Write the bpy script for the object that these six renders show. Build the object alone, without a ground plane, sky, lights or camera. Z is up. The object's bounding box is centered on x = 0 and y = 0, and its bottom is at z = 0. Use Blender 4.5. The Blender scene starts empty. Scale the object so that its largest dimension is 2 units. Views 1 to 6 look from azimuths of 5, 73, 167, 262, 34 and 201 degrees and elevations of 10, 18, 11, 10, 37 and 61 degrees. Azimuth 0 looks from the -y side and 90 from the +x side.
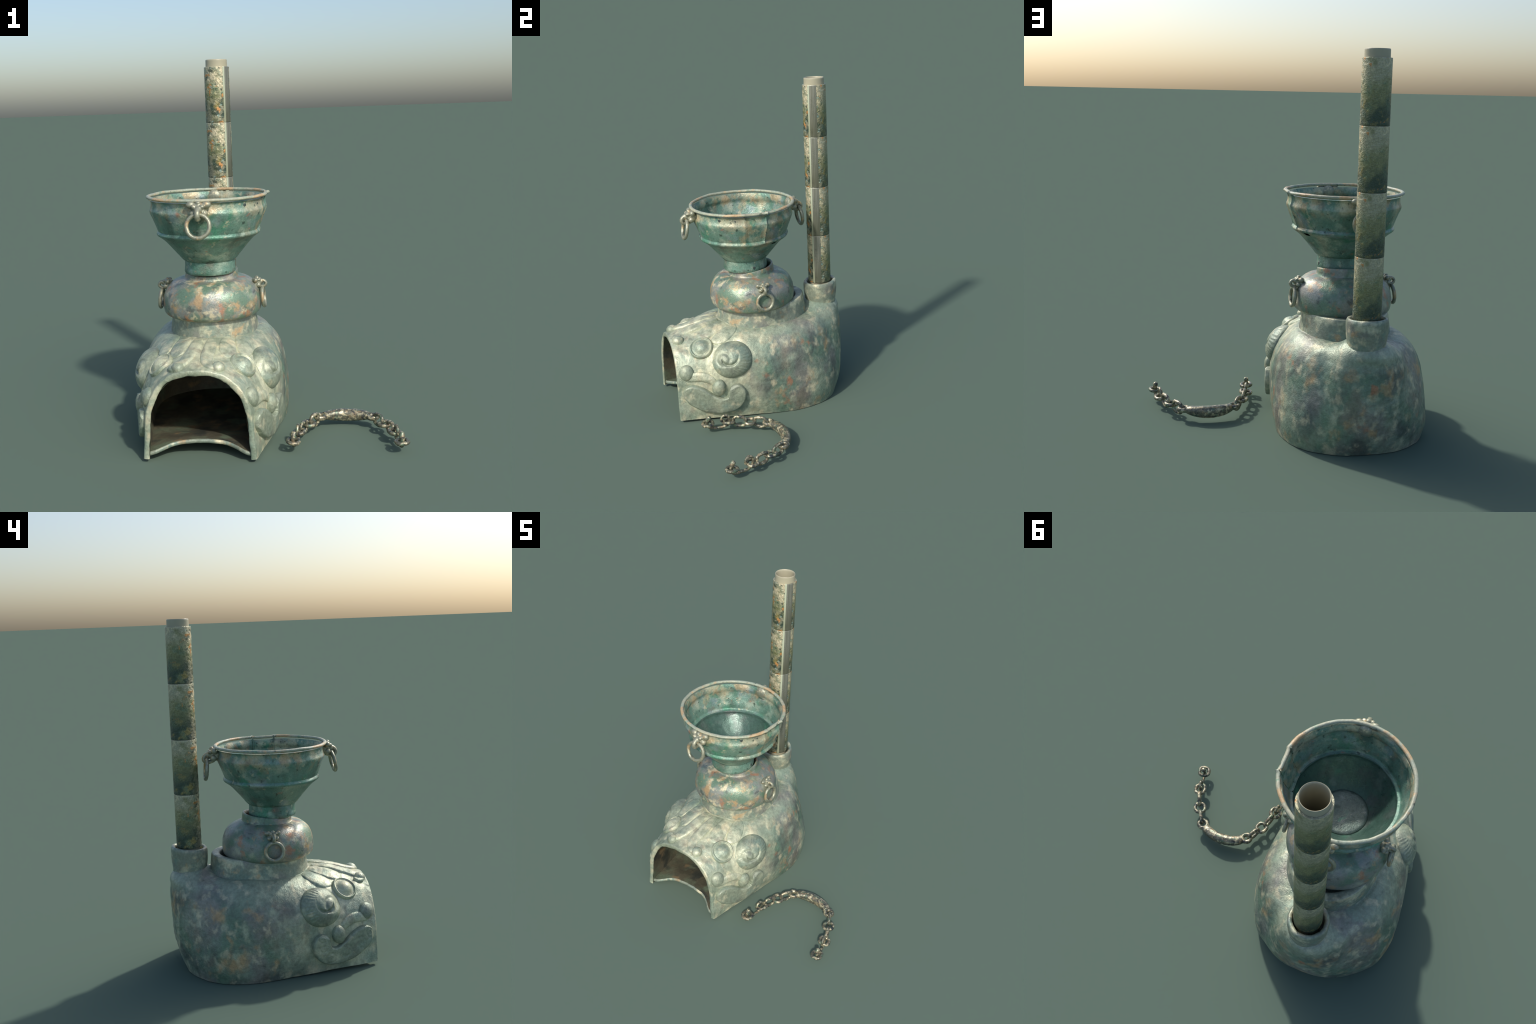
import bpy, bmesh, math, random
import numpy as np
from mathutils import Vector, noise
from mathutils.bvhtree import BVHTree

AX = -0.316           # x of the stove's plane of symmetry

# ------------------------------------------------------------------ helpers
def hermite(xs, ys, x):
    """smooth curve through control points (xs ascending, ys vectors)"""
    xs = np.asarray(xs, float); ys = np.asarray(ys, float)
    if ys.ndim == 1: ys = ys[:, None]
    d = np.diff(ys, axis=0) / np.diff(xs)[:, None]
    hx = np.diff(xs)[:, None]
    m = np.vstack([d[:1], (d[:-1]*hx[1:] + d[1:]*hx[:-1]) / (hx[:-1] + hx[1:]), d[-1:]])
    x = np.clip(np.atleast_1d(x), xs[0], xs[-1])
    i = np.clip(np.searchsorted(xs, x, 'right') - 1, 0, len(xs) - 2)
    h = (xs[i + 1] - xs[i])[:, None]
    t = ((x - xs[i])[:, None]) / h
    return ((2*t**3 - 3*t**2 + 1) * ys[i] + (t**3 - 2*t**2 + t) * h * m[i]
            + (-2*t**3 + 3*t**2) * ys[i + 1] + (t**3 - t**2) * h * m[i + 1])

def smooth(a, b, x):
    t = min(1.0, max(0.0, (x - a) / (b - a)))
    return t * t * (3 - 2 * t)

def make(name, verts, faces, mat=None, parent=None, sharp=None):
    me = bpy.data.meshes.new(name)
    me.from_pydata([tuple(map(float, v)) for v in verts], [], faces)
    me.validate(); me.update()
    bm = bmesh.new(); bm.from_mesh(me)
    bmesh.ops.remove_doubles(bm, verts=bm.verts, dist=1e-5)
    bmesh.ops.recalc_face_normals(bm, faces=bm.faces)
    bm.to_mesh(me); bm.free()
    me.shade_smooth()
    if sharp is not None:
        me.set_sharp_from_angle(angle=math.radians(sharp))
    ob = bpy.data.objects.new(name, me)
    bpy.context.scene.collection.objects.link(ob)
    if mat: me.materials.append(mat)
    if parent: ob.parent = parent
    return ob

def grid_faces(n, m, closed_n=False, closed_m=False, off=0):
    f = []
    for i in range(n if closed_n else n - 1):
        for j in range(m if closed_m else m - 1):
            a, b = i, (i + 1) % n
            c, d = j, (j + 1) % m
            f.append((off + a*m + c, off + b*m + c, off + b*m + d, off + a*m + d))
    return f

def fbm(p, scale, seed=0.0, octaves=4):
    return noise.fractal(Vector((p[0]*scale + seed, p[1]*scale + seed*1.7, p[2]*scale - seed)), 1.0, 2.0, octaves)

# ------------------------------------------------------------------ stove body surface
# half ribs: (distance from the spine, height), base to crown
RIB_MOUTH = [(.283,.018),(.275,.12),(.268,.20),(.257,.28),(.220,.365),(.160,.428),(.095,.458),(.04,.469),(0,.471)]
RIB_FACE  = [(.328,.012),(.340,.09),(.344,.19),(.340,.29),(.312,.38),(.250,.455),(.160,.508),(.07,.535),(0,.541)]
RIB_NECK  = [(.362,.004),(.384,.09),(.388,.19),(.382,.30),(.360,.39),(.312,.472),(.235,.530),(.12,.552),(0,.560)]
RIB_WAIST = [(.390,.000),(.404,.09),(.405,.19),(.401,.29),(.381,.388),(.337,.475),(.26,.538),(.13,.558),(0,.562)]
RIB_HIP   = [(.415,.000),(.433,.09),(.428,.19),(.407,.29),(.382,.385),(.350,.468),(.29,.530),(.15,.55),(0,.562)]
RIB_VALE  = [(.410,.000),(.428,.09),(.431,.19),(.418,.29),(.394,.385),(.366,.464),(.31,.528),(.16,.55),(0,.562)]
RIB_SPUR  = [(.405,.000),(.434,.09),(.444,.19),(.444,.29),(.436,.385),(.420,.464),(.370,.532),(.18,.552),(0,.562)]
RIB_BACK  = [(.395,.000),(.428,.09),(.449,.19),(.458,.29),(.462,.385),(.459,.460),(.430,.530),(.20,.555),(0,.562)]
Y_MOUTH, Y_FACE, Y_NECK, Y_WAIST = -.570, -.30, -.08, .12
SOCKET = (-.299, .458)

def flat(r): return [c for p in r for c in p]
FRONT_Y = [Y_MOUTH, Y_FACE, Y_NECK, Y_WAIST, Y_WAIST + .25]
FRONT_R = [flat(RIB_MOUTH), flat(RIB_FACE), flat(RIB_NECK), flat(RIB_WAIST), flat(RIB_WAIST)]
FAN_A = [-45, 0, 42, 55, 69, 90, 111, 125, 138, 180, 225]
FAN_R = [flat(RIB_WAIST), flat(RIB_WAIST), flat(RIB_HIP), flat(RIB_VALE), flat(RIB_SPUR), flat(RIB_BACK), flat(RIB_SPUR), flat(RIB_VALE), flat(RIB_HIP), flat(RIB_WAIST), flat(RIB_WAIST)]

def body_grid(n_side, n_fan, n_rib, inset=0.0):
    rows = []
    stations = [('r', y) for y in np.linspace(Y_MOUTH, Y_WAIST, n_side, endpoint=False)]
    stations += [('f', a) for a in np.linspace(0, 180, n_fan)]
    stations += [('l', y) for y in np.linspace(Y_WAIST, Y_MOUTH, n_side + 1)[1:]]
    ts = np.linspace(0, 8, n_rib)
    for kind, v in stations:
        ctrl = hermite(FRONT_Y, FRONT_R, v)[0] if kind != 'f' else hermite(FAN_A, FAN_R, v)[0]
        rib = hermite(range(9), ctrl.reshape(9, 2), ts)
        row = []
        for l, z in rib:
            l = max(0.0, l)
            if kind == 'f':
                a = math.radians(v); x, y = AX + l*math.cos(a), Y_WAIST + l*math.sin(a)
            else:
                x, y = AX + (l if kind == 'r' else -l), v
                y += .05 * z*z * (1 - smooth(Y_MOUTH, -.05, v))       # mouth leans back
            # flare rising to the chimney socket
            r = math.hypot(x - SOCKET[0], y - SOCKET[1])
            z += .034 * (1 - smooth(.085, .17, r)) * smooth(.36, .52, z)
            row.append((x, y, z))
        rows.append(row)
    return rows

# ------------------------------------------------------------------ materials
class Nodes:
    def __init__(self, name):
        self.m = bpy.data.materials.new(name); self.m.use_nodes = True
        self.t = self.m.node_tree; self.t.nodes.clear()
        self.out = self.t.nodes.new('ShaderNodeOutputMaterial')
        self.b = self.t.nodes.new('ShaderNodeBsdfPrincipled')
        self.t.links.new(self.b.outputs[0], self.out.inputs[0])
        self.tc = self.t.nodes.new('ShaderNodeTexCoord').outputs['Object']
    def n(self, kind, **kw):
        nd = self.t.nodes.new(kind)
        for k, v in kw.items():
            if k.startswith('i_'):
                key = k[2:]
                key = int(key) if key.isdigit() else key.replace('_', ' ')
                s = nd.inputs[key]
                if hasattr(v, 'is_linked'): self.t.links.new(v, s)
                else: s.default_value = v
            else: setattr(nd, k, v)
        return nd
    def coord(self, seed=0.0, stretch=(1, 1, 1)):
        return self.n('ShaderNodeMapping', i_Vector=self.tc, i_Location=(seed, seed*.7, -seed*1.3), i_Scale=stretch).outputs[0]
    def noise(self, scale, seed=0.0, detail=6.0, rough=.6, dist=0.0, stretch=(1, 1, 1)):
        return self.n('ShaderNodeTexNoise', i_Vector=self.coord(seed, stretch), i_Scale=scale, i_Detail=detail, i_Roughness=rough, i_Distortion=dist).outputs['Fac']
    def rng(self, v, a, b, c=0.0, d=1.0):
        return self.n('ShaderNodeMapRange', interpolation_type='SMOOTHSTEP', i_0=v, i_1=a, i_2=b, i_3=c, i_4=d).outputs[0]
    def math(self, op, a, b=0.0):
        return self.n('ShaderNodeMath', operation=op, i_0=a, i_1=b).outputs[0]
    def mix(self, f, a, b, mode='MIX'):
        nd = self.n('ShaderNodeMix', data_type='RGBA', blend_type=mode)
        for s, v in ((nd.inputs[0], f), (nd.inputs[6], a), (nd.inputs[7], b)):
            if hasattr(v, 'is_linked'): self.t.links.new(v, s)
            else: s.default_value = v if not isinstance(v, tuple) else (*v, 1.0)
        return nd.outputs[2]
    def axis(self, i):
        return self.n('ShaderNodeSeparateXYZ', i_0=self.tc).outputs[i]
    def finish(self, col, rough, bump, metal=0.0, bumps=((38, .6), (150, .4)), spec=.5):
        h = None
        for k, (sc, w) in enumerate(bumps):
            v = self.math('MULTIPLY', self.noise(sc, 31.0 + k*7, 5.0, .6), w)
            h = v if h is None else self.math('ADD', h, v)
        bp = self.n('ShaderNodeBump', i_Strength=bump, i_Distance=.01, i_Height=h).outputs[0]
        self.t.links.new(bp, self.b.inputs['Normal'])
        self.t.links.new(col, self.b.inputs['Base Color'])
        r = self.rng(self.noise(14, 55.0), .3, .7, rough - .09, rough + .09)
        self.t.links.new(r, self.b.inputs['Roughness'])
        self.b.inputs['Metallic'].default_value = metal
        self.b.inputs['Specular IOR Level'].default_value = spec
        return self.m

def layered(N, base, layers, grain=(70, .80, 1.16), stretch=(1, 1, 1)):
    """base colour, then patches: (colour, scale, low, high, seed[, region mask][, strength])"""
    col = N.mix(N.rng(N.noise(5, 3.3, 4), .3, .7), base[0], base[1])
    for ly in layers:
        c, sc, lo, hi, seed = ly[:5]
        m = N.rng(N.noise(sc, seed, 4, .52, .1, stretch), lo, hi)
        if len(ly) > 5 and ly[5] is not None: m = N.math('MULTIPLY', m, ly[5])
        if len(ly) > 6: m = N.math('MULTIPLY', m, ly[6])
        col = N.mix(m, col, c)
    g = N.rng(N.noise(grain[0], 9.1, 5, .65), .25, .75, grain[1], grain[2])
    rgb = N.n('ShaderNodeCombineColor', i_0=g, i_1=g, i_2=g).outputs[0]
    return N.mix(1.0, col, rgb, 'MULTIPLY')

SAGE, PALE = (.235, .290, .215), (.575, .585, .410)  # PALE, and CREAM below, lightened to carry the sun's brightness on the face
CREAM, TAN, RUST = (.68, .60, .40), (.52, .34, .17), (.44, .19, .10)
MAUVE, SLATE = (.235, .222, .200), (.105, .120, .108)
GREEN, DARKGREEN, JADE, TEAL = (.135, .235, .155), (.045, .075, .055), (.075, .265, .165), (.165, .275, .235)

def mat_body():
    N = Nodes('stove_patina')
    y = N.math('ADD', N.axis(1), N.math('MULTIPLY', N.math('SUBTRACT', N.noise(4.5, 12, 3), .5), .40))
    rear = N.rng(y, -.22, .0)
    side = N.rng(N.axis(2), .52, .42)
    rs = N.math('MULTIPLY', rear, side)
    face = N.math('SUBTRACT', 1.0, rear)
    col = layered(N, ((.245, .305, .220), (.34, .385, .285)), [
        (PALE, 7, .36, .62, 1.0, face, .9),
        (TEAL, 5, .46, .70, 2.0, None, .45),
        ((.215, .265, .190), 10, .48, .66, 15.0, face, .65),
        ((.66, .62, .42), 12, .52, .68, 16.0, face, .7),
        ((.29, .265, .20), 15, .56, .70, 17.0, face, .5),
        ((.125, .200, .155), 4.2, .40, .64, 14.0, rs, .8),
        (MAUVE, 5.5, .46, .66, 3.0, rear, .8),
        (GREEN, 5, .50, .66, 4.0, rs, .7),
        (SLATE, 6, .48, .66, 5.0, rs, .8),
        ((.20, .165, .125), 7, .52, .70, 18.0, rs, .6),
        (PALE, 13, .54, .74, 11.0, rear, .6),
        (TAN, 9, .56, .71, 6.0, rs, .75),
        (CREAM, 17, .54, .72, 7.0, None, .6),
        (RUST, 8, .65, .75, 8.0, rs, .75),
        (DARKGREEN, 24, .60, .76, 9.0, rear, .35)], grain=(50, .78, 1.18), stretch=(1, 1, .8))
    return N.finish(col, .40, .5, metal=.22)

def mat_relief():
    N = Nodes('relief_patina')
    col = layered(N, ((.215, .265, .195), (.30, .34, .245)), [
        (PALE, 9, .52, .74, 1.0, None, .6), ((.17, .19, .15), 12, .48, .68, 2.0, None, .65),
        (TEAL, 9, .52, .74, 4.0, None, .5), (CREAM, 16, .58, .74, 3.0, None, .5)], grain=(60, .78, 1.2))
    return N.finish(col, .42, .45, metal=.2)

def mat_seat():
    N = Nodes('seat_ring_patina')
    col = layered(N, ((.205, .25, .19), (.28, .31, .235)), [
        (TEAL, 8, .46, .66, 2.0, None, .6), (MAUVE, 9, .50, .68, 3.0, None, .6), (PALE, 14, .50, .68, 1.0, None, .75),
        (CREAM, 18, .54, .70, 5.0, None, .65), (TAN, 15, .58, .72, 6.0, None, .65)])
    return N.finish(col, .42, .4, metal=.2)

def mat_inside():
    N = Nodes('soot_patina')
    col = layered(N, ((.070, .066, .045), (.125, .115, .075)), [
        ((.12, .155, .10), 6, .46, .62, 1.0), ((.22, .16, .085), 8, .54, .68, 2.0), ((.045, .05, .04), 7, .5, .64, 3.0)])
    return N.finish(col, .55, .3)

def mat_pot():
    N = Nodes('pot_patina')
    front = N.rng(N.math('ADD', N.axis(1), N.math('MULTIPLY', N.noise(6, 20), .25)), .16, -.06)
    col = layered(N, ((.21, .245, .21), (.29, .30, .27)), [
        (GREEN, 9, .42, .60, 1.0, None, .85), (MAUVE, 8, .52, .68, 3.0, None, .65),
        (TEAL, 9, .52, .70, 2.0, None, .5), (PALE, 13, .54, .74, 9.0, None, .5),
        (TAN, 13, .51, .66, 5.0, front, .8), (CREAM, 20, .54, .68, 4.0, front, .8),
        (RUST, 13, .58, .71, 6.0, None, .7), (TAN, 26, .60, .70, 8.0, None, .5),
        (SLATE, 18, .60, .69, 7.0, None, .75)], grain=(110, .86, 1.12))
    return N.finish(col, .36, .35, metal=.25)

def mat_bowl():
    N = Nodes('bowl_verdigris')
    dx = N.math('ADD', N.axis(0), N.math('MULTIPLY', N.noise(5, 21), .4))
    right = N.rng(dx, .02, .22)
    up = N.rng(N.math('ADD', N.axis(2), N.math('MULTIPLY', N.noise(9, 22), .08)), 1.17, 1.26)
    up_r = N.math('MAXIMUM', N.math('MULTIPLY', up, .6), N.math('MULTIPLY', right, .6))
    col = layered(N, ((.105, .215, .160), (.175, .305, .240)), [
        (JADE, 9, .52, .68, 1.0, None, .9), (DARKGREEN, 8, .50, .70, 2.0, None, .65),
        ((.20, .175, .135), 9, .54, .70, 3.0, None, .65), ((.36, .45, .35), 12, .53, .70, 4.0, None, .75),
        ((.29, .36, .38), 8, .55, .72, 8.0, None, .6),  # blue-grey highlights of the bulge, baked into the colour as patches
        (CREAM, 11, .43, .62, 5.0, up_r, .9), (TAN, 13, .50, .65, 6.0, up_r, .85),
        (RUST, 20, .63, .74, 7.0, None, .5), (CREAM, 26, .61, .72, 10.0, None, .5),
        (DARKGREEN, 36, .62, .71, 9.0, None, .8)], grain=(110, .82, 1.15))
    return N.finish(col, .36, .5, metal=.22)

def mat_funnel():
    N = Nodes('funnel_verdigris')
    col = layered(N, ((.055, .115, .090), (.080, .150, .120)), [
        (JADE, 8, .56, .70, 1.0, None, .5), ((.10, .12, .11), 7, .5, .66, 2.0, None, .7), ((.16, .22, .19), 12, .58, .70, 3.0, None, .5)])
    return N.finish(col, .34, .25, metal=.35)

def mat_plate():
    N = Nodes('bowl_bottom_grey')
    col = layered(N, ((.085, .125, .105), (.12, .165, .14)), [
        ((.22, .25, .23), 20, .52, .70, 1.0, None, .5), (DARKGREEN, 24, .58, .70, 2.0, None, .6), (JADE, 14, .62, .72, 3.0, None, .5)])
    return N.finish(col, .34, .3, metal=.35)

def mat_rim():
    N = Nodes('rim_patina')
    col = layered(N, ((.30, .36, .28), (.42, .40, .28)), [
        (TAN, 12, .50, .62, 1.0, None, .8), (JADE, 14, .60, .70, 2.0, None, .6), (DARKGREEN, 40, .64, .70, 3.0, None, .7)])
    return N.finish(col, .42, .25)

def mat_handle():
    N = Nodes('handle_bronze')
    col = layered(N, ((.26, .28, .21), (.36, .36, .26)), [
        (TAN, 25, .56, .66, 1.0, None, .6), (SLATE, 22, .56, .68, 2.0, None, .6), (CREAM, 30, .56, .68, 3.0, None, .7)])
    return N.finish(col, .4, .25, metal=.4)

def mat_section():
    N = Nodes('chimney_mottled')
    # each cast section: pale cream at its head, dark olive at its foot, with a clean break at the joint
    h = N.math('ADD', N.axis(2), N.math('MULTIPLY', N.math('SUBTRACT', N.noise(18, 40), .5), .16))
    foot = N.rng(h, .20, .04)
    head = N.rng(h, .14, .30)
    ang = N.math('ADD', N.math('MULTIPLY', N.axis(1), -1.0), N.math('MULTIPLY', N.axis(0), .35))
    sun = N.rng(ang, -.015, .035)          # mask for sunlight painted onto the front-right side of the pipe
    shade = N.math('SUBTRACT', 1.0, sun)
    col = layered(N, ((.20, .215, .09), (.27, .28, .14)), [
        ((.48, .46, .33), 9, .28, .50, 1.0, head, .85),
        (GREEN, 14, .50, .64, 12.0, None, .55),
        (DARKGREEN, 12, .26, .50, 4.0, foot, .92),
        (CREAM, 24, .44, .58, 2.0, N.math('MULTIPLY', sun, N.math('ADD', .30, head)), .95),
        ((.64, .58, .38), 30, .52, .64, 3.0, head, .7),
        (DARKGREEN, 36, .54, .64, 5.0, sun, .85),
        ((.36, .29, .10), 20, .54, .66, 13.0, foot, .75),
        ((.58, .28, .09), 24, .62, .69, 6.0, None, .9),
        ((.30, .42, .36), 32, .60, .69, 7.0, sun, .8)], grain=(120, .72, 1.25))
    return N.finish(col, .35, .7, metal=.35, bumps=((60, .8), (170, .4)))

def mat_strip():
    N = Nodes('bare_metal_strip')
    streak = N.noise(40, 3.0, 3, .5, 0, (6, 6, .05))
    foot = N.rng(N.axis(2), .24, .02)
    col = N.mix(N.rng(streak, .35, .65), (.19, .20, .155), (.31, .315, .265))
    col = N.mix(N.math('MULTIPLY', foot, .65), col, (.10, .105, .06))
    return N.finish(col, .33, .05, metal=.5)

def mat_strip_edge():
    N = Nodes('pale_seam')
    foot = N.rng(N.axis(2), .24, .02)
    col = N.mix(N.math('MULTIPLY', foot, .65), N.mix(N.noise(30, 2.0), (.44, .49, .35), (.50, .54, .40)), (.19, .20, .12))
    return N.finish(col, .4, .05, metal=.1)

def mat_tube():
    N = Nodes('plain_tube')
    col = N.mix(N.noise(10, 2.0), (.36, .34, .235), (.42, .395, .285))
    return N.finish(col, .45, .06)

def mat_chain():
    N = Nodes('dark_bronze_chain')
    col = layered(N, ((.10, .105, .08), (.20, .19, .135)), [
        ((.36, .27, .16), 40, .52, .66, 1.0, None, .65), ((.58, .52, .34), 48, .49, .63, 2.0, None, .85),
        (GREEN, 30, .54, .66, 3.0, None, .7), ((.035, .042, .048), 38, .53, .65, 4.0, None, .85)], grain=(140, .7, 1.25))
    return N.finish(col, .26, .28, metal=.4, bumps=((90, .7), (240, .4)))

def mat_hole():
    N = Nodes('missing_flake')
    col = N.mix(N.noise(40, 1.0), (.035, .05, .045), (.06, .08, .07))
    return N.finish(col, .6, .2)

M = dict(body=mat_body(), relief=mat_relief(), inside=mat_inside(), pot=mat_pot(), bowl=mat_bowl(), rim=mat_rim(),
         handle=mat_handle(), section=mat_section(), strip=mat_strip(), seam=mat_strip_edge(), tube=mat_tube(),
         chain=mat_chain(), funnel=mat_funnel(), seat=mat_seat(), plate=mat_plate(), hole=mat_hole())

def thing(name, loc, label, category):
    e = bpy.data.objects.new(name, None); e.location = loc; e.empty_display_size = .1
    bpy.context.scene.collection.objects.link(e)
    e['label'] = label; e['category'] = category
    return e

def adopt(ob, parent, root):
    """parent while keeping the mesh where it was modelled (world coordinates)"""
    ob.parent = parent
    ob.matrix_parent_inverse = parent.matrix_world.inverted() if parent.type != 'EMPTY' else root_inv(parent)
    return ob
def root_inv(e):
    from mathutils import Matrix
    return Matrix.Translation(-Vector(e.location))

# ------------------------------------------------------------------ generic solids
def revolve(name, profile, centre, mat, n=128, wobble=None, closed=True, steps=4, sharp=40, keep=None):
    """profile of (r, z) control points joined by smooth curves, turned about a vertical axis"""
    pts = np.array(profile, float)
    vs = []
    for r, z in pts:
        for k in range(n):
            a = 2*math.pi*k/n
            p = (r, z, a)
            if wobble: p = wobble(*p)
            r2, z2, a2 = p
            vs.append((centre[0] + r2*math.cos(a2), centre[1] + r2*math.sin(a2), z2))
    fs = grid_faces(len(pts), n, closed_n=closed, closed_m=True)
    if keep:
        out = []
        for f in fs:
            c = sum((Vector(vs[i]) for i in f), Vector()) / 4
            if keep(c): out.append(f)
        fs = out
    return make(name, vs, fs, mat, sharp=sharp)

def refine(profile, k=4, corners=()):
    """smooth a profile but keep the listed points as corners"""
    out, start = [], 0
    idx = [0] + [c for c in corners if 0 < c < len(profile) - 1] + [len(profile) - 1]
    for a, b in zip(idx[:-1], idx[1:]):
        seg = np.array(profile[a:b + 1], float)
        m = len(seg)
        if m == 2:
            q = [seg[0] + (seg[1] - seg[0]) * t / k for t in range(k + 1)]
        else:
            ch = np.concatenate([[0], np.cumsum(np.linalg.norm(np.diff(seg, axis=0), axis=1))])
            q = list(hermite(ch, seg, np.interp(np.linspace(0, m - 1, (m - 1)*k + 1), range(m), ch)))
        out += [tuple(p) for p in (q if not out else q[1:])]
    return out

def tube(name, path, radii, mat, n=14, closed=False, squash=1.0, up=None, rough=0.0, seed=0.0):
    """round bar along a path of points"""
    P = [Vector(p) for p in path]; m = len(P)
    vs, fs = [], []
    ref = Vector(up) if up else None
    for i in range(m):
        t = (P[(i + 1) % m] - P[i - 1]) if closed else (P[min(i + 1, m - 1)] - P[max(i - 1, 0)])
        t.normalize()
        if ref is None: ref = Vector((0, 0, 1)) if abs(t.z) < .9 else Vector((1, 0, 0))
        u = (ref - t*ref.dot(t)).normalized(); w = t.cross(u)
        if up is None: ref = u
        r = radii[i] if hasattr(radii, '__len__') else radii
        for k in range(n):
            a = 2*math.pi*k/n
            q = P[i] + u*math.cos(a)*r*squash + w*math.sin(a)*r
            if rough: q += (q - P[i]).normalized() * rough * fbm(q, 45, seed, 3)
            vs.append(q)
    fs = grid_faces(m, n, closed_n=closed, closed_m=True)
    if not closed:
        for base, centre in ((0, P[0]), ((m - 1)*n, P[-1])):
            vs.append(centre); c = len(vs) - 1
            fs += [(base + k, base + (k + 1) % n, c) for k in range(n)]
    return make(name, vs, fs, mat)

# ------------------------------------------------------------------ STOVE
stove = thing('tiger_head_stove', (AX, 0, 0), 'squat pale green bronze stove shaped like a beast head with chimney', 'stove')

def lump(p):
    """cast unevenness: soft dents all over, a pitted patch low on the back"""
    d = .0035*fbm(p, 7, 1.0, 3) + .0012*fbm(p, 28, 2.0, 3)
    q = Vector(p) - Vector((-.45, .58, .22))
    d += .006*math.exp(-q.length_squared/.028)*fbm(p, 20, 4.0, 4)
    d += .006*smooth(-.12, -.26, p[1])*smooth(.36, .44, p[2])*fbm(p, 13, 6.0, 3)      # lumpy brow
    e = math.hypot((p[0] + .306)/.246, (p[1] - .054)/.294)
    if p[2] > .44: d -= .005*math.exp(-((e - 1.0)/.035)**2)                              # seam round the pot seat
    return d

NS, NF, NR, WALL = 90, 150, 110, .029
rows = body_grid(NS, NF, NR)
ns = len(rows)
G = np.array(rows)
# normals of the smooth surface (outward), used for wall thickness and relief
du = np.gradient(G, axis=0); dv = np.gradient(G, axis=1)
Nrm = np.cross(du, dv); Nrm /= np.linalg.norm(Nrm, axis=2, keepdims=True) + 1e-12
if Nrm[0, 20, 0] < 0: Nrm = -Nrm
crown = np.linalg.norm(G - np.array([AX, Y_WAIST, .57]), axis=2) < .03
Nrm[crown] = (0, 0, 1)
Nrm[:, -1] = (0, 0, 1)
surface = BVHTree.FromPolygons([Vector(p) for p in G.reshape(-1, 3)], grid_faces(ns, NR))

outer = [[Vector(G[i, j]) + Vector(Nrm[i, j])*lump(G[i, j]) for j in range(NR)] for i in range(ns)]
for i in range(ns):                                   # keep the standing edge on the ground
    for j in range(NR):
        outer[i][j].z = max(outer[i][j].z, 0.0)
# mouth edge: a rounded lip turning from the outer skin to the inner one
verts = [p for r in outer for p in r]
faces = grid_faces(ns, NR)
LIP = 7
def lip(row_i, direction):
    base = len(verts)
    for k in range(LIP + 1):
        a = math.pi*k/LIP
        for j in range(NR):
            p = Vector(G[row_i, j]); nn = Vector(Nrm[row_i, j]); nn.y = 0; nn.normalize()
            w = WALL*(1 + .22*fbm(p, 11, 7.0))
            verts.append(p - nn*(w/2)*(1 - math.cos(a)) + Vector((0, -1, 0))*(.009*math.sin(a)**.6) + nn*lump(p)*max(0, math.cos(a)))
    faces.extend(grid_faces(LIP + 1, NR, off=base))
lip(0, 1); lip(ns - 1, -1)
body = make('body', verts, faces, M['body'])

inner_v = []
for i in range(ns):
    for j in range(NR):
        nn = Vector(Nrm[i, j])
        if i in (0, ns - 1): nn.y = 0; nn.normalize()
        p = Vector(G[i, j]) - nn*(WALL + .007*smooth(Y_MOUTH, -.40, G[i, j, 1]))
        if j == 0: p.z = max(0.002, G[i, 0, 2])
        inner_v.append(p)
inner = make('firebox_lining', inner_v, grid_faces(ns, NR), M['inside'])

# floor plate with a scalloped front edge
def base_half(y):
    if y <= Y_WAIST: return hermite(FRONT_Y, FRONT_R, y)[0][0], hermite(FRONT_Y, FRONT_R, y)[0][1]
    lo, hi = 0.0, 90.0
    for _ in range(30):
        a = (lo + hi)/2; l = hermite(FAN_A, FAN_R, a)[0][0]
        if l*math.sin(math.radians(a)) < y - Y_WAIST: lo = a
        else: hi = a
    return l*math.cos(math.radians(a)), 0.0
fv, ff = [], []
NXF, NYF = 41, 40
layers = []
for top in (0, 1):
    base = len(fv)
    for i in range(NXF):
        f = -1 + 2*i/(NXF - 1)
        s = abs(f)
        scal = .078*(1 - smooth(0, 1, (s/.84)**2.2)) if s < .84 else 0.0
        y0 = Y_MOUTH + .012 + scal + .004*fbm((f*2, 0, 0), 3, 3.0)
        for k in range(NYF):
            t = k/(NYF - 1)
            y = y0 + (.508 - y0)*t
            hw, zb = base_half(y)
            x = AX + f*(hw - .006)
            lift = .046*(1 - s**2)*(1 - smooth(-.5, -.15, y))           # floor bows up behind the scallop
            fv.append((x, y, max(0.0, zb + .001) + lift + (.022 if top else 0)))
    ff += grid_faces(NXF, NYF, off=base)
    layers.append(base)
cap = len(fv)
for i in range(NXF):                                 # rounded front edge of the plate
    a = Vector(fv[layers[0] + i*NYF]); b = Vector(fv[layers[1] + i*NYF])
    for k in range(6):
        th = math.pi*k/5
        fv.append((a + b)/2 + (a - b)/2*math.cos(th) + Vector((0, -.009*math.sin(th), 0)))
ff += grid_faces(NXF, 6, off=cap)
lip_v = fv[cap:]; fv = fv[:cap]
ff = [f for f in ff if max(f) < cap]
floor = make('firebox_floor', fv, ff, M['inside'])
floor_lip = make('floor_lip', lip_v, grid_faces(NXF, 6), M['seat'])

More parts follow.
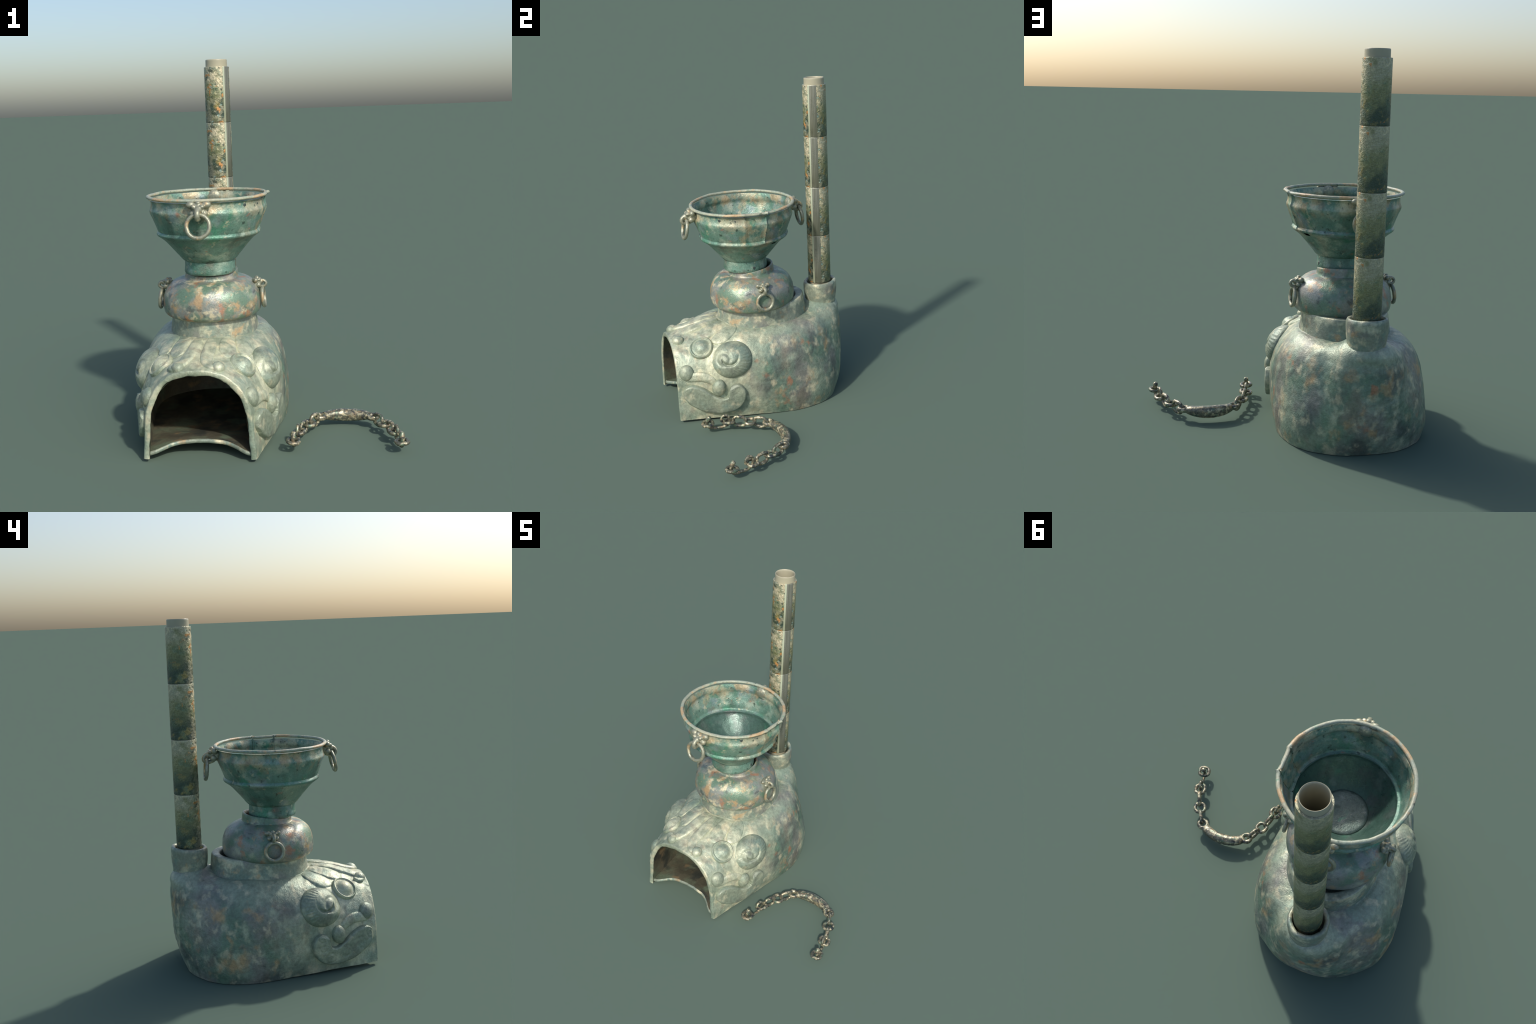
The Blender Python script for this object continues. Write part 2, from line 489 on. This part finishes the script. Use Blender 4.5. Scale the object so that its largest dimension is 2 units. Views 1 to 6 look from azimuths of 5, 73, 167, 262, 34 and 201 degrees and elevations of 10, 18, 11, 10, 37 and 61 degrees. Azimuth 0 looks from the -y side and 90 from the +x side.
# pot seat: low oval collar, its top tilting up towards the chimney
def collar_ring():
    prof = refine([(.026, -.17), (.016, -.095), (.006, -.025), (.002, -.007), (-.001, -.002), (-.006, 0.0), (-.040, -.002), (-.046, -.007), (-.050, -.13)], 3, (2, 5, 6))
    n = 144; vs = []
    for off, dz in prof:
        for k in range(n):
            a = 2*math.pi*k/n
            x = -.306 + (.224 + off)*math.cos(a); y = .054 + (.272 + off)*math.sin(a)
            p = (x, y, .645 + .025*(y - .05) + dz)
            w = .0025*fbm(p, 9, 5.0, 3)
            vs.append((x + w*math.cos(a), y + w*math.sin(a), p[2] + w*.7))
    return make('pot_seat_collar', vs, grid_faces(len(prof), n, closed_m=True), M['seat'], sharp=60)
collar = collar_ring()

def wob(seed, amp, sc=8):
    def f(r, z, a):
        w = amp*fbm((math.cos(a)*.3, math.sin(a)*.3, z), sc, seed, 3)
        return r + w, z + w*.4, a
    return f
def socket_wob(r, z, a):
    r2, z2, _ = wob(3.0, .003)(r, z, a)
    return r2, z2 + smooth(.56, .66, z)*(.08*r*math.sin(a) - .008), a
socket = revolve('chimney_socket', refine([(.103, .50), (.0995, .57), (.104, .62), (.1055, .67), (.104, .698), (.099, .707), (.090, .709), (.083, .704), (.080, .68), (.079, .52)], 4),
                 SOCKET, M['seat'], 96, socket_wob, closed=False)

for o in (body, inner, floor, floor_lip, collar, socket): adopt(o, stove, stove)

# ------------------------------------------------------------------ face relief
def near(p):
    q, n, _, _ = surface.find_nearest(Vector(p))
    d = Vector(p) - q
    # orient outward (away from the inside of the head)
    if n.dot(q - Vector((AX, min(q.y, .1), .2))) < 0: n = -n
    return q, n

def side_point(side, y, z):
    """point of the flank at (y, z); side +1 is +x"""
    h = surface.ray_cast(Vector((AX + side*1.0, y, z)), Vector((-side, 0, 0)))
    return near(h[0])
def top_point(x, y):
    h = surface.ray_cast(Vector((x, y, 1.0)), Vector((0, 0, -1)))
    return near(h[0] if h[0] is not None else (x, y, .47))

def medallion(name, centre, r_long, r_short, height, long_dir=(0, 0, 1), nr=26, na=72, sink=.006, mat='relief', seed=0):
    """round boss laid on the skin; height(rho, angle) gives the relief"""
    c, n = centre
    u = Vector(long_dir); u = (u - n*u.dot(n)).normalized(); w = n.cross(u)
    vs = []
    for i in range(nr + 1):
        rho = i/nr
        for k in range(na):
            a = 2*math.pi*k/na
            q, nq = near(c + u*(rho*r_long*math.cos(a)) + w*(rho*r_short*math.sin(a)))
            nq = (nq*.5 + n*.5).normalized()
            h = height(rho, a) if i < nr else -sink
            h += .0007*fbm(q, 60, seed, 2)
            vs.append(q + nq*h)
    return make(name, vs, grid_faces(nr + 1, na, closed_m=True), M[mat])

def dome(h, p=.5): return lambda rho, a: h*max(0.0, 1 - rho*rho)**p

def strap(name, path, widths, height, n_len=60, n_wid=17, flat_top=.5, mat='relief', seed=0, engrave=None):
    """raised band following points on the skin"""
    P = [Vector(p) for p in path]
    ts = np.linspace(0, len(P) - 1, n_len)
    C = hermite(range(len(P)), [tuple(p) for p in P], ts)
    W = hermite(range(len(P)), widths, ts)[:, 0]
    H = hermite(range(len(P)), height, ts)[:, 0] if hasattr(height, '__len__') else [height]*n_len
    vs = []
    fr = [near(c) for c in C]
    run_len = np.concatenate([[0], np.cumsum([(fr[i + 1][0] - fr[i][0]).length for i in range(n_len - 1)])])
    for i in range(n_len):
        q, n = fr[i]
        t = (fr[min(i + 1, n_len - 1)][0] - fr[max(i - 1, 0)][0]).normalized()
        b = n.cross(t).normalized()
        e = min(i, n_len - 1 - i)
        run = min(run_len[i], run_len[-1] - run_len[i])
        cap = math.sqrt(max(0.0, 1 - max(0.0, 1 - run/max(W[i], .005))**2))
        for j in range(n_wid):
            s = -1 + 2*j/(n_wid - 1)
            # round both ends
            arc = ts[i]/(len(P) - 1)
            w = W[i]*cap
            p, pn = near(q + b*(w*s))
            prof = max(0.0, 1 - abs(s)**(2/ max(.05, 1 - flat_top)))**.5
            h = H[i]*prof*min(1.0, cap*1.3)
            if engrave: h += engrave(arc, s)*prof
            if abs(s) == 1 or e == 0: h = -.006
            h += (.0008*fbm(p, 45, seed, 2) + (.0035*fbm(p, 16, seed + 3.0, 2)*prof if mat == 'body' else 0))
            vs.append(p + (pn*.6 + n*.4).normalized()*h)
    return make(name, vs, grid_faces(n_len, n_wid), M[mat])

def eye_h(rho, a):
    if rho > .96: return .004
    ring = .011*math.exp(-((rho - .86)/.09)**2) + .006*math.exp(-((rho - .64)/.07)**2)
    return .007 + ring + .029*max(0, 1 - (rho/.62)**2)**.7
def swirl_h(side):
    def f(rho, a):
        b = -a if side > 0 else a
        # b = 0 is up, pi/2 towards the rear on the +x side
        h = .049*max(0, 1 - rho**2.2)**.66
        x, y = rho*math.sin(b), rho*math.cos(b)           # x rear, y up
        dx, dy = x + .40, y + .02
        pr = math.hypot(dx, dy)
        h -= .005*math.exp(-((pr - .30)/.08)**2)      # groove round the pupil
        h += .001*max(0, 1 - (pr/.22)**2)
        r2 = math.hypot(x + .12, y - .16)                 # comma sweep across the disc
        if y < .25 and x > -.5: h += -.012*math.exp(-((r2 - .46)/.06)**2)*smooth(.3, -.1, y)*smooth(.55, .1, x)
        # combed hatching on the rear half
        if x > .05 and rho > .45:
            h += .0011*math.sin(52*math.atan2(y + .1, x + .6) + 2.0*noise.noise(Vector((x*4, y*4, 0))))*smooth(.45, .6, rho)*smooth(.98, .88, rho)
        # open front: the disc falls away towards the muzzle below the pupil
        h -= .012*smooth(.45, .9, -x)*smooth(-.5, .1, y)
        return max(h, .001)
    return f

face_parts = []
for side in (1, -1):
    fwd = (0, -1, 0)
    eye = medallion('eye', side_point(side, -.402, .447), .077, .075, eye_h, (0, 0, 1), 40, 80, mat='body')
    swirl = medallion('ear', side_point(side, -.240, .388), .122, .124, swirl_h(side), (0, 0, 1), 56, 144)
    nost = medallion('nostril', top_point(AX + side*.100, -.520), .036, .034, dome(.032), (0, 1, 0), 14, 40, mat='body')
    cheek = medallion('cheek_boss', side_point(side, -.515, .320), .050, .046, dome(.030), (0, 0, 1), 16, 44)
    tooth = medallion('tooth', side_point(side, -.336, .222), .055, .043, dome(.034, .42), (0, .15, 1), 16, 44)
    jx = AX + side*.3
    jaw_path = [(jx, y, z) for y, z in ((-.556, .196), (-.510, .190), (-.460, .168), (-.395, .128), (-.315, .106), (-.250, .120), (-.218, .160), (-.222, .200), (-.236, .236))]
    def scrolls(arc, s, side=side):
        if side > 0: return .0008*math.sin(arc*30)*math.sin(s*4)
        # the far side keeps engraved curls
        k = (arc*6) % 1.0 - .5
        r = math.hypot(k*1.1, s*.62 - (.12 if int(arc*6) % 2 else -.12))
        return -.0022*math.exp(-((r - .33)/.08)**2) - .0016*math.exp(-((r - .10)/.06)**2)
    jaw = strap('jaw_scroll', jaw_path, (.050, .062, .069, .064, .052, .054, .056, .054, .046), .027, 110, 41, .84, engrave=scrolls)
    lipb = strap('upper_lip', [(jx, y, z) for y, z in ((-.545, .292), (-.49, .300), (-.43, .296), (-.375, .272), (-.345, .240))],
                 (.020, .030, .032, .028, .016), (.006, .014, .015, .013, .007), 50, 15, .2, mat='body')
    face_parts += [eye, swirl, nost, cheek, tooth, jaw, lipb]

def ridge(name, xy, widths, h, seed):
    pts = [top_point(x, y)[0] for x, y in xy]
    return strap(name, pts, widths, h, 80, 17, .35, mat='body', seed=seed)
# two middle locks ending in curls over the mouth, broad locks outside them
face_parts += [
    ridge('mane_lock', [(-.346, -.245), (-.350, -.320), (-.360, -.390), (-.378, -.450), (-.398, -.495), (-.428, -.525), (-.452, -.505), (-.440, -.478)],
          (.020, .034, .038, .036, .030, .023, .018, .012), (.003, .012, .015, .015, .016, .019, .020, .016), 1),
    ridge('mane_lock', [(-.276, -.245), (-.276, -.320), (-.277, -.390), (-.280, -.450), (-.274, -.500), (-.250, -.530), (-.228, -.525)],
          (.020, .033, .037, .036, .030, .023, .018), (.003, .012, .015, .015, .015, .016, .015), 2),
    ridge('mane_lock', [(-.415, -.215), (-.430, -.290), (-.440, -.350), (-.444, -.410)], (.030, .050, .052, .034), (.003, .012, .012, .006), 3),
    ridge('mane_lock', [(-.204, -.215), (-.194, -.290), (-.188, -.350), (-.186, -.410)], (.030, .048, .050, .034), (.003, .011, .011, .005), 4),
    ridge('brow_fold', [(-.478, -.165), (-.505, -.225), (-.520, -.285), (-.515, -.335)], (.028, .050, .050, .028), (.003, .012, .012, .006), 5),
    ridge('brow_fold', [(-.148, -.165), (-.122, -.225), (-.108, -.285), (-.112, -.335)], (.028, .048, .048, .028), (.003, .010, .010, .005), 6)]
for o in face_parts: adopt(o, stove, stove)

# ------------------------------------------------------------------ chimney
CH = (-.296, .457)
SEG = .315
tube_prof = refine([(.0555, .60), (.0555, 1.985), (.0565, 1.997), (.0595, 2.0), (.061, 1.998), (.0615, 1.99), (.0615, 1.93), (.0615, .60)], 2)
chimney = revolve('chimney', [(r, z) for r, z in tube_prof], CH, M['tube'], 72, closed=False)
adopt(chimney, stove, stove)

def section_mesh(name, a0, a1, r, mat, crust=0.0, n=150, rows_=60, inner_r=.0625):
    vs = []; z0, z1 = 0.0, SEG - .0015
    prof = [(inner_r, z0), (r - .001, z0), (r, z0 + .0015)] + [(r, z) for z in np.linspace(z0 + .004, z1 - .004, rows_)] + [(r, z1 - .0015), (r - .001, z1), (inner_r, z1)]
    for rr, z in prof:
        for k in range(n):
            a = math.radians(a0 + (a1 - a0)*k/(n - 1))
            # azimuth 0 on -y, 90 on +x
            ca, sa = math.sin(a), -math.cos(a)
            q = rr
            if crust and rr > inner_r + .004:
                p = (ca*r, sa*r, z)
                front = .35 + .65*smooth(-.2, .8, -sa + .3*ca)
                edge = smooth(0, .05, k/(n - 1))*smooth(1, .95, k/(n - 1))
                q += crust*front*edge*(fbm(p, 55, 3.0, 4) + .5*fbm(p, 22, 4.0, 2))
            vs.append((ca*q, sa*q, z))
    return make(name, vs, grid_faces(len(prof), n), mat, sharp=50)

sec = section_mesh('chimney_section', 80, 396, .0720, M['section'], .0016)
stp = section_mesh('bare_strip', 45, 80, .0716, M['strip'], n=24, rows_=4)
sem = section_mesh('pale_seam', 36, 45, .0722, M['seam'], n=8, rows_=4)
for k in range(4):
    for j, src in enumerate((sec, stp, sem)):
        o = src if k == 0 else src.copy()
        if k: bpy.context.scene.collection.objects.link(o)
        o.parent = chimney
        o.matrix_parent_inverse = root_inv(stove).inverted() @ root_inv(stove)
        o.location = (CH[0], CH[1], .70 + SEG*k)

# ------------------------------------------------------------------ ring handles (beast mask + ring)
def blob_mask(name):
    """horned beast mask: a union of lobes fused by a voxel remesh; faces +y, hook below carries the ring"""
    lobes = [((0, .000, .006), (.042, .024, .040)), ((0, .022, .016), (.030, .026, .030)), ((0, .044, .004), (.021, .022, .023)),
             ((.040, .018, .030), (.024, .019, .019)), ((-.040, .018, .030), (.024, .019, .019)),
             ((.020, .040, .022), (.014, .014, .012)), ((-.020, .040, .022), (.014, .014, .012)),
             ((.028, .022, -.012), (.019, .020, .019)), ((-.028, .022, -.012), (.019, .020, .019)),
             ((0, .030, .040), (.013, .014, .011))]
    hook = hermite(range(7), [(0, .036, .014), (0, .058, .008), (0, .074, -.006), (0, .077, -.022), (0, .068, -.035), (0, .050, -.038), (0, .024, -.030)], np.linspace(0, 6, 26))
    for p in hook: lobes.append((tuple(p), (.0140, .0120, .0120)))
    vs, fs = [], []
    for c, r in lobes:
        b = len(vs); na, nb = 18, 10
        for i in range(nb + 1):
            th = math.pi*i/nb
            for k in range(na):
                ph = 2*math.pi*k/na
                vs.append((c[0] + r[0]*math.sin(th)*math.cos(ph), c[1] + r[1]*math.sin(th)*math.sin(ph), c[2] + r[2]*math.cos(th)))
        fs += grid_faces(nb + 1, na, closed_m=True, off=b)
    ob = make(name, vs, fs)
    md = ob.modifiers.new('fuse', 'REMESH'); md.mode = 'VOXEL'; md.voxel_size = .0022
    sm = ob.modifiers.new('soften', 'SMOOTH'); sm.iterations = 9; sm.factor = .5
    dg = bpy.context.evaluated_depsgraph_get()
    me = bpy.data.meshes.new_from_object(ob.evaluated_get(dg))
    me.name = name; me.shade_smooth(); me.materials.clear(); me.materials.append(M['handle'])
    bpy.data.objects.remove(ob)
    return me

mask_me = blob_mask('beast_mask')
def ring_mesh(R, r, seed):
    path = []
    for k in range(64):
        a = 2*math.pi*k/64
        rr = R*(1 + .025*fbm((math.cos(a), math.sin(a), 0), 1.6, seed, 2))
        path.append((rr*math.cos(a), 0, rr*math.sin(a)))
    return tube('handle_ring', path, [r*(1 + .10*fbm(p, 30, seed, 2)) for p in path], M['handle'], 16, True, up=(0, 1, 0))

def handle(parent, root, wall, out_az, ring_c, R, r, scale, tilt=0.0, lean=0.0, seed=0):
    """wall: where the mask sits; out_az: outward azimuth (0 on -y, 90 on +x)"""
    from mathutils import Matrix
    rot = Matrix.Rotation(math.radians(out_az + 180), 4, 'Z')
    inv = root_inv(root)
    m = bpy.data.objects.new('beast_mask', mask_me); bpy.context.scene.collection.objects.link(m)
    m.parent = parent
    m.matrix_parent_inverse = inv
    m.matrix_basis = Matrix.Translation(wall) @ rot @ Matrix.Rotation(tilt, 4, 'X') @ Matrix.Scale(scale, 4)
    g = ring_mesh(R, r, seed)
    g.parent = parent; g.matrix_parent_inverse = inv
    g.matrix_basis = Matrix.Translation(ring_c) @ rot @ Matrix.Rotation(lean, 4, 'X')
    return m, g

# ------------------------------------------------------------------ POT (inverted-bowl cauldron on the seat)
PC = (-.305, -.003)
pot = thing('squat_cauldron', (PC[0], PC[1], .55), 'rounded mottled bronze cauldron with short neck and ring handles', 'cooking pot')
pot_prof = refine([(0, .600), (.10, .601), (.17, .606), (.215, .620), (.248, .633), (.2610, .645), (.2670, .668), (.2665, .700), (.2585, .745),
                   (.238, .784), (.204, .812), (.172, .8235), (.1475, .8285), (.145, .833), (.1395, .862), (.137, .865), (.132, .865), (.129, .862),
                   (.128, .80), (.20, .76), (.235, .70), (.22, .66), (0, .64)], 4, (12, 13, 14, 18))
def pot_wob(r, z, a):
    w = .0022*fbm((math.cos(a)*.27, math.sin(a)*.27, z), 9, 8.0, 3) if r > .1 else 0
    y = r*math.sin(a)
    tip = .11*y*smooth(.815, .85, z)*(1 if r > .12 else 0)
    return r + w, z + w*.5 + tip, a
pot_body = revolve('pot_body', pot_prof, PC, M['pot'], 160, pot_wob, closed=False, sharp=45)
adopt(pot_body, pot, pot)
handle(pot, pot, (PC[0] + .236, .001, .780), 90, (-.027, .0, .709), .0500, .0104, .72, .35, .10, 1)
handle(pot, pot, (PC[0] - .236, .003, .780), 270, (-.588, .002, .708), .0500, .0104, .72, .35, .10, 2)

# ------------------------------------------------------------------ BOWL (steamer on top)
BC = (-.306, -.036)
bowl = thing('steamer_bowl', (BC[0], BC[1], .858), 'flared green verdigris bowl with rolled rim and ring handles', 'bowl')
bowl_out = [(.120, .862), (.123, .858), (.132, .858), (.1345, .861), (.1345, .895), (.1335, .927), (.1415, .932), (.164, .958), (.203, 1.004), (.244, 1.048),
            (.266, 1.064), (.2755, 1.072), (.2775, 1.079), (.274, 1.086), (.269, 1.092), (.283, 1.130), (.298, 1.168), (.3085, 1.194), (.310, 1.204), (.3055, 1.218),
            (.3025, 1.236), (.3045, 1.254), (.312, 1.2605)]
bowl_in = [(.303, 1.262), (.297, 1.245), (.295, 1.225), (.300, 1.205), (.297, 1.190), (.284, 1.152), (.270, 1.114), (.266, 1.098), (.262, 1.093), (.250, 1.091)]
funnel = [(.250, 1.091), (.2465, 1.088), (.243, 1.074), (.205, 1.018), (.160, .968), (.132, .946), (.124, .9405)]
plate = [(.126, .940), (.122, .945), (.116, .9475), (.06, .9465), (0, .946)]
A0, A1 = math.radians(-13.5), math.radians(11.2)         # the patched, flattened stretch of wall (angle from +x)
def bowl_wob(r, z, a):
    if r < .13: return r, z + .0015*fbm((r*math.cos(a), r*math.sin(a), 0), 20, 2.0), a
    s = smooth(.94, 1.1, z)
    c, sn = math.cos(a), math.sin(a)
    w = .0028*fbm((c*.3, sn*.3, z), 7, 11.0, 3)*s + .0010*fbm((c*.3, sn*.3, z), 40, 12.0, 3)
    ang = (a + math.pi) % (2*math.pi) - math.pi
    g = smooth(1.06, 1.10, z)
    if A0 < ang < A1:
        mid, half = (A0 + A1)/2, (A1 - A0)/2
        w += (r*(math.cos(half)/math.cos(ang - mid)) - r)*1.0*g
    for e in (A0, A1):
        w += .0075*math.exp(-((ang - e)/.013)**2)*g
    return r + w, z + w*.3*s, a
def no_hole(c):
    x, y, z = c.x - BC[0], c.y - BC[1], c.z
    a = math.degrees(math.atan2(y, x))
    return not (23.5 < a < 31.5 and 1.052 < z < 1.0685)
p1 = refine(bowl_out, 3, (2, 5, 10, 14)) 
p2 = refine(bowl_in, 3, (8,))
bowl_wall = revolve('bowl_wall', p1 + p2, BC, M['bowl'], 224, bowl_wob, closed=False, sharp=45, keep=no_hole)
rim_prof = [(.3145 + .0112*math.cos(t)*(1.05 if math.cos(t) > 0 else .8), 1.2745 + .0088*math.sin(t)) for t in np.linspace(0, 2*math.pi, 17)[:-1]]
def rim_wob(r, z, a):
    r2, z2, _ = bowl_wob(r, z, a)
    return r2 + .0015*fbm((math.cos(a), math.sin(a), 0), 6, 4.0, 3), z2 + .003*fbm((math.cos(a), math.sin(a), 0), 2.2, 6.0, 3), a
rim = revolve('rolled_rim', rim_prof, BC, M['rim'], 224, rim_wob, closed=True)
def funnel_wob(r, z, a): return r + .0015*fbm((math.cos(a)*.3, math.sin(a)*.3, z), 20, 3.0, 3), z, a
for nm, pr, mt in (('bowl_funnel', funnel, 'funnel'), ('bottom_plate', plate, 'plate')):
    adopt(revolve(nm, refine(pr, 5, (1, 2)), BC, M[mt], 160, funnel_wob if nm == 'bowl_funnel' else None, closed=False, sharp=50), bowl, bowl)
adopt(bowl_wall, bowl, bowl); adopt(rim, bowl, bowl)
handle(bowl, bowl, (BC[0] + .002, BC[1] - .308, 1.226), 0, (-.304, -.404, 1.154), .0580, .0108, 1.0, 0, .20, 3)
handle(bowl, bowl, (BC[0] - .004, BC[1] + .308, 1.226), 180, (-.311, .338, 1.150), .0580, .0108, 1.0, 0, .10, 4)

# two upright ribs inside the rim where the patched stretch is joined
for e in (A0, A1):
    path = []
    for zz in np.linspace(1.125, 1.283, 24):
        ri = float(np.interp(zz, [1.114, 1.152, 1.190, 1.205, 1.225, 1.245, 1.262, 1.29], [.270, .284, .297, .300, .295, .297, .303, .306]))
        ri, _, _ = bowl_wob(ri, zz, e)
        path.append((BC[0] + (ri - .006)*math.cos(e), BC[1] + (ri - .006)*math.sin(e), zz))
    adopt(tube('seam_rib', path, [.0035 + .0015*math.sin(math.pi*k/23) for k in range(24)], M['bowl'], 10, False, up=(0, 1, 0), rough=.001, seed=e), bowl, bowl)

# rivet pads where the masks are pinned through the wall
for az in (-90, 90):
    a = math.radians(az)
    vs = []
    for i in range(9):
        rho = i/8
        for k in range(28):
            t = 2*math.pi*k/28
            sq = 1/max(abs(math.cos(t)), abs(math.sin(t)))**.8
            u, v = rho*.024*sq*math.cos(t), rho*.022*sq*math.sin(t)
            aa = a + u/.295
            rr = .2975 - (.008*(1 - rho**4) if i < 8 else -.004)
            vs.append((BC[0] + rr*math.cos(aa), BC[1] + rr*math.sin(aa), 1.214 + v))
    adopt(make('rivet_pad', vs, grid_faces(9, 28, closed_m=True), M['bowl']), bowl, bowl)

# flaked-off spots: thin dark chips set just proud of the wall
rnd = random.Random(5)
def flake(az, z, r, w, h, seed):
    vs = []
    for i in range(5):
        rho = i/4
        for k in range(18):
            t = 2*math.pi*k/18
            j = 1 + .35*noise.noise(Vector((math.cos(t)*1.3 + seed, math.sin(t)*1.3, seed*.7)))
            aa = az + rho*w*j*math.cos(t)/r
            zz = z + rho*h*j*math.sin(t)
            rr, _, _ = bowl_wob(r, zz, aa)
            vs.append((BC[0] + (rr + (.0012 if i < 4 else -.002))*math.cos(aa), BC[1] + (rr + (.0012 if i < 4 else -.002))*math.sin(aa), zz))
    return adopt(make('flaked_spot', vs, grid_faces(5, 18, closed_m=True), M['hole']), bowl, bowl)
flake(math.radians(-43), 1.236, .3028, .011, .010, 1.0)
flake(math.radians(-24), 1.236, .3028, .005, .006, 2.0)
flake(math.radians(8), .885, .1362, .010, .012, 3.0)

# ------------------------------------------------------------------ CHAIN
CX = .411
chain = thing('handle_chain', (CX, -.25, 0), 'short dark bronze chain of rounded links with thick curved bar', 'chain')
def oval_path(c, along, wide, L, Wd, n=40, ex=2.6):
    c, along, wide = Vector(c), Vector(along).normalized(), Vector(wide).normalized()
    out = []
    for k in range(n):
        a = 2*math.pi*k/n
        ca, sa = math.cos(a), math.sin(a)
        out.append(c + along*L*math.copysign(abs(ca)**(2/ex), ca) + wide*Wd*math.copysign(abs(sa)**(2/ex), sa))
    return out
def link(c, along, wide, L, Wd, r, seed):
    p = oval_path(c, along, wide, L, Wd)
    nrm = Vector(along).cross(Vector(wide)).normalized()
    return tube('chain_link', p, [r*(1 + .14*fbm(q, 30, seed, 2)) for q in p], M['chain'], 14, True, up=nrm, rough=.0012, seed=seed)

parts = []
S = [(.266, -.112), (.241, -.150), (.211, -.205), (.185, -.262), (.164, -.326), (.152, -.385), (.140, -.448)]
for sgn in (-1, 1):
    pts = [Vector((CX + sgn*(CX - x), y, 0)) for x, y in S]
    for k in (1, 2, 3, 4, 6):
        d = (pts[min(k + 1, 6)] - pts[k - 1]).normalized()
        lat = d.cross(Vector((0, 0, 1)))
        c = pts[k].copy(); c.z = .060
        sd = k + 10*(sgn + 1)
        if k in (1, 3):
            parts.append(link(c, d + Vector((0, 0, .06)), (0, 0, 1), .038, .0295, .0100, sd))
        else:
            tl = lat + Vector((0, 0, .16*sgn*(1 if k == 4 else -.6)))
            parts.append(link(c, d, tl, .029, .0285, .0102, sd))
    a, b = pts[4], pts[6]
    d = (b - a).normalized(); Ld = (b - a).length
    prof = [(.040, .062), (.040, .086), (.022, .103), (.002, .095), (-.006, .068), (.008, .040), (.040, .029), (.080, .027), (.112, .031), (.128, .050), (.124, .082), (.108, .106)]
    C = hermite(range(len(prof)), prof, np.linspace(0, len(prof) - 1, 60))
    path = [a + d*s*Ld/.124 + Vector((0, 0, z)) for s, z in C]
    rad = [.0085 + .0055*math.exp(-((i - 56)/5)**2) - (.006 if i in (59,) else 0) - (.004 if i == 0 else 0) for i in range(60)]
    parts.append(tube('hook_link', path, rad, M['chain'], 14, False, up=d.cross(Vector((0, 0, 1))), rough=.0012, seed=3 + sgn))

# thick crescent bar ending in flat eyes
bar_pts = [(-.118, -.094, .062), (-.098, -.081, .060), (-.06, -.066, .0575), (0, -.0575, .056), (.06, -.066, .0575), (.098, -.081, .060), (.118, -.094, .062)]
ts = np.linspace(0, 6, 64)
C = hermite(range(7), bar_pts, ts)
HW = hermite(range(7), [(.025, .019), (.0275, .025), (.0285, .031), (.029, .034), (.0285, .031), (.0275, .025), (.025, .019)], ts)
vs = []; nb = 28
for i in range(64):
    t = Vector(C[min(i + 1, 63)]) - Vector(C[max(i - 1, 0)]); t.normalize()
    lat = t.cross(Vector((0, 0, 1))).normalized()
    for k in range(nb):
        a = 2*math.pi*k/nb
        ca, sa = math.cos(a), math.sin(a)
        q = Vector((CX, 0, 0)) + Vector(C[i]) + lat*HW[i][0]*math.copysign(abs(ca)**.85, ca) + Vector((0, 0, 1))*HW[i][1]*math.copysign(abs(sa)**.85, sa)
        vs.append(q + lat*ca*.0009*fbm(q, 30, 5.0, 3) + Vector((0, 0, sa*.0009*fbm(q, 30, 6.0, 3))))
fs = grid_faces(64, nb, closed_m=True)
for b0, ci in ((0, 0), (63*nb, 63)):
    vs.append(Vector((CX, 0, 0)) + Vector(C[ci])); c = len(vs) - 1
    fs += [(b0 + k, b0 + (k + 1) % nb, c) for k in range(nb)]
bar = make('crescent_bar', vs, fs, M['chain'])
parts.append(bar)
for sgn in (-1, 1):
    c = Vector((CX + sgn*.140, -.108, .062))
    d = Vector((sgn*.8, -.55, 0)).normalized()
    p = oval_path(c, d, d.cross(Vector((0, 0, 1))), .024, .0235, 40, 2.2)
    e = tube('bar_eye', p, .0122, M['chain'], 14, True, up=(0, 0, 1), squash=1.15, rough=.0015, seed=9 + sgn)
    parts.append(e)
for o in parts: adopt(o, chain, chain)
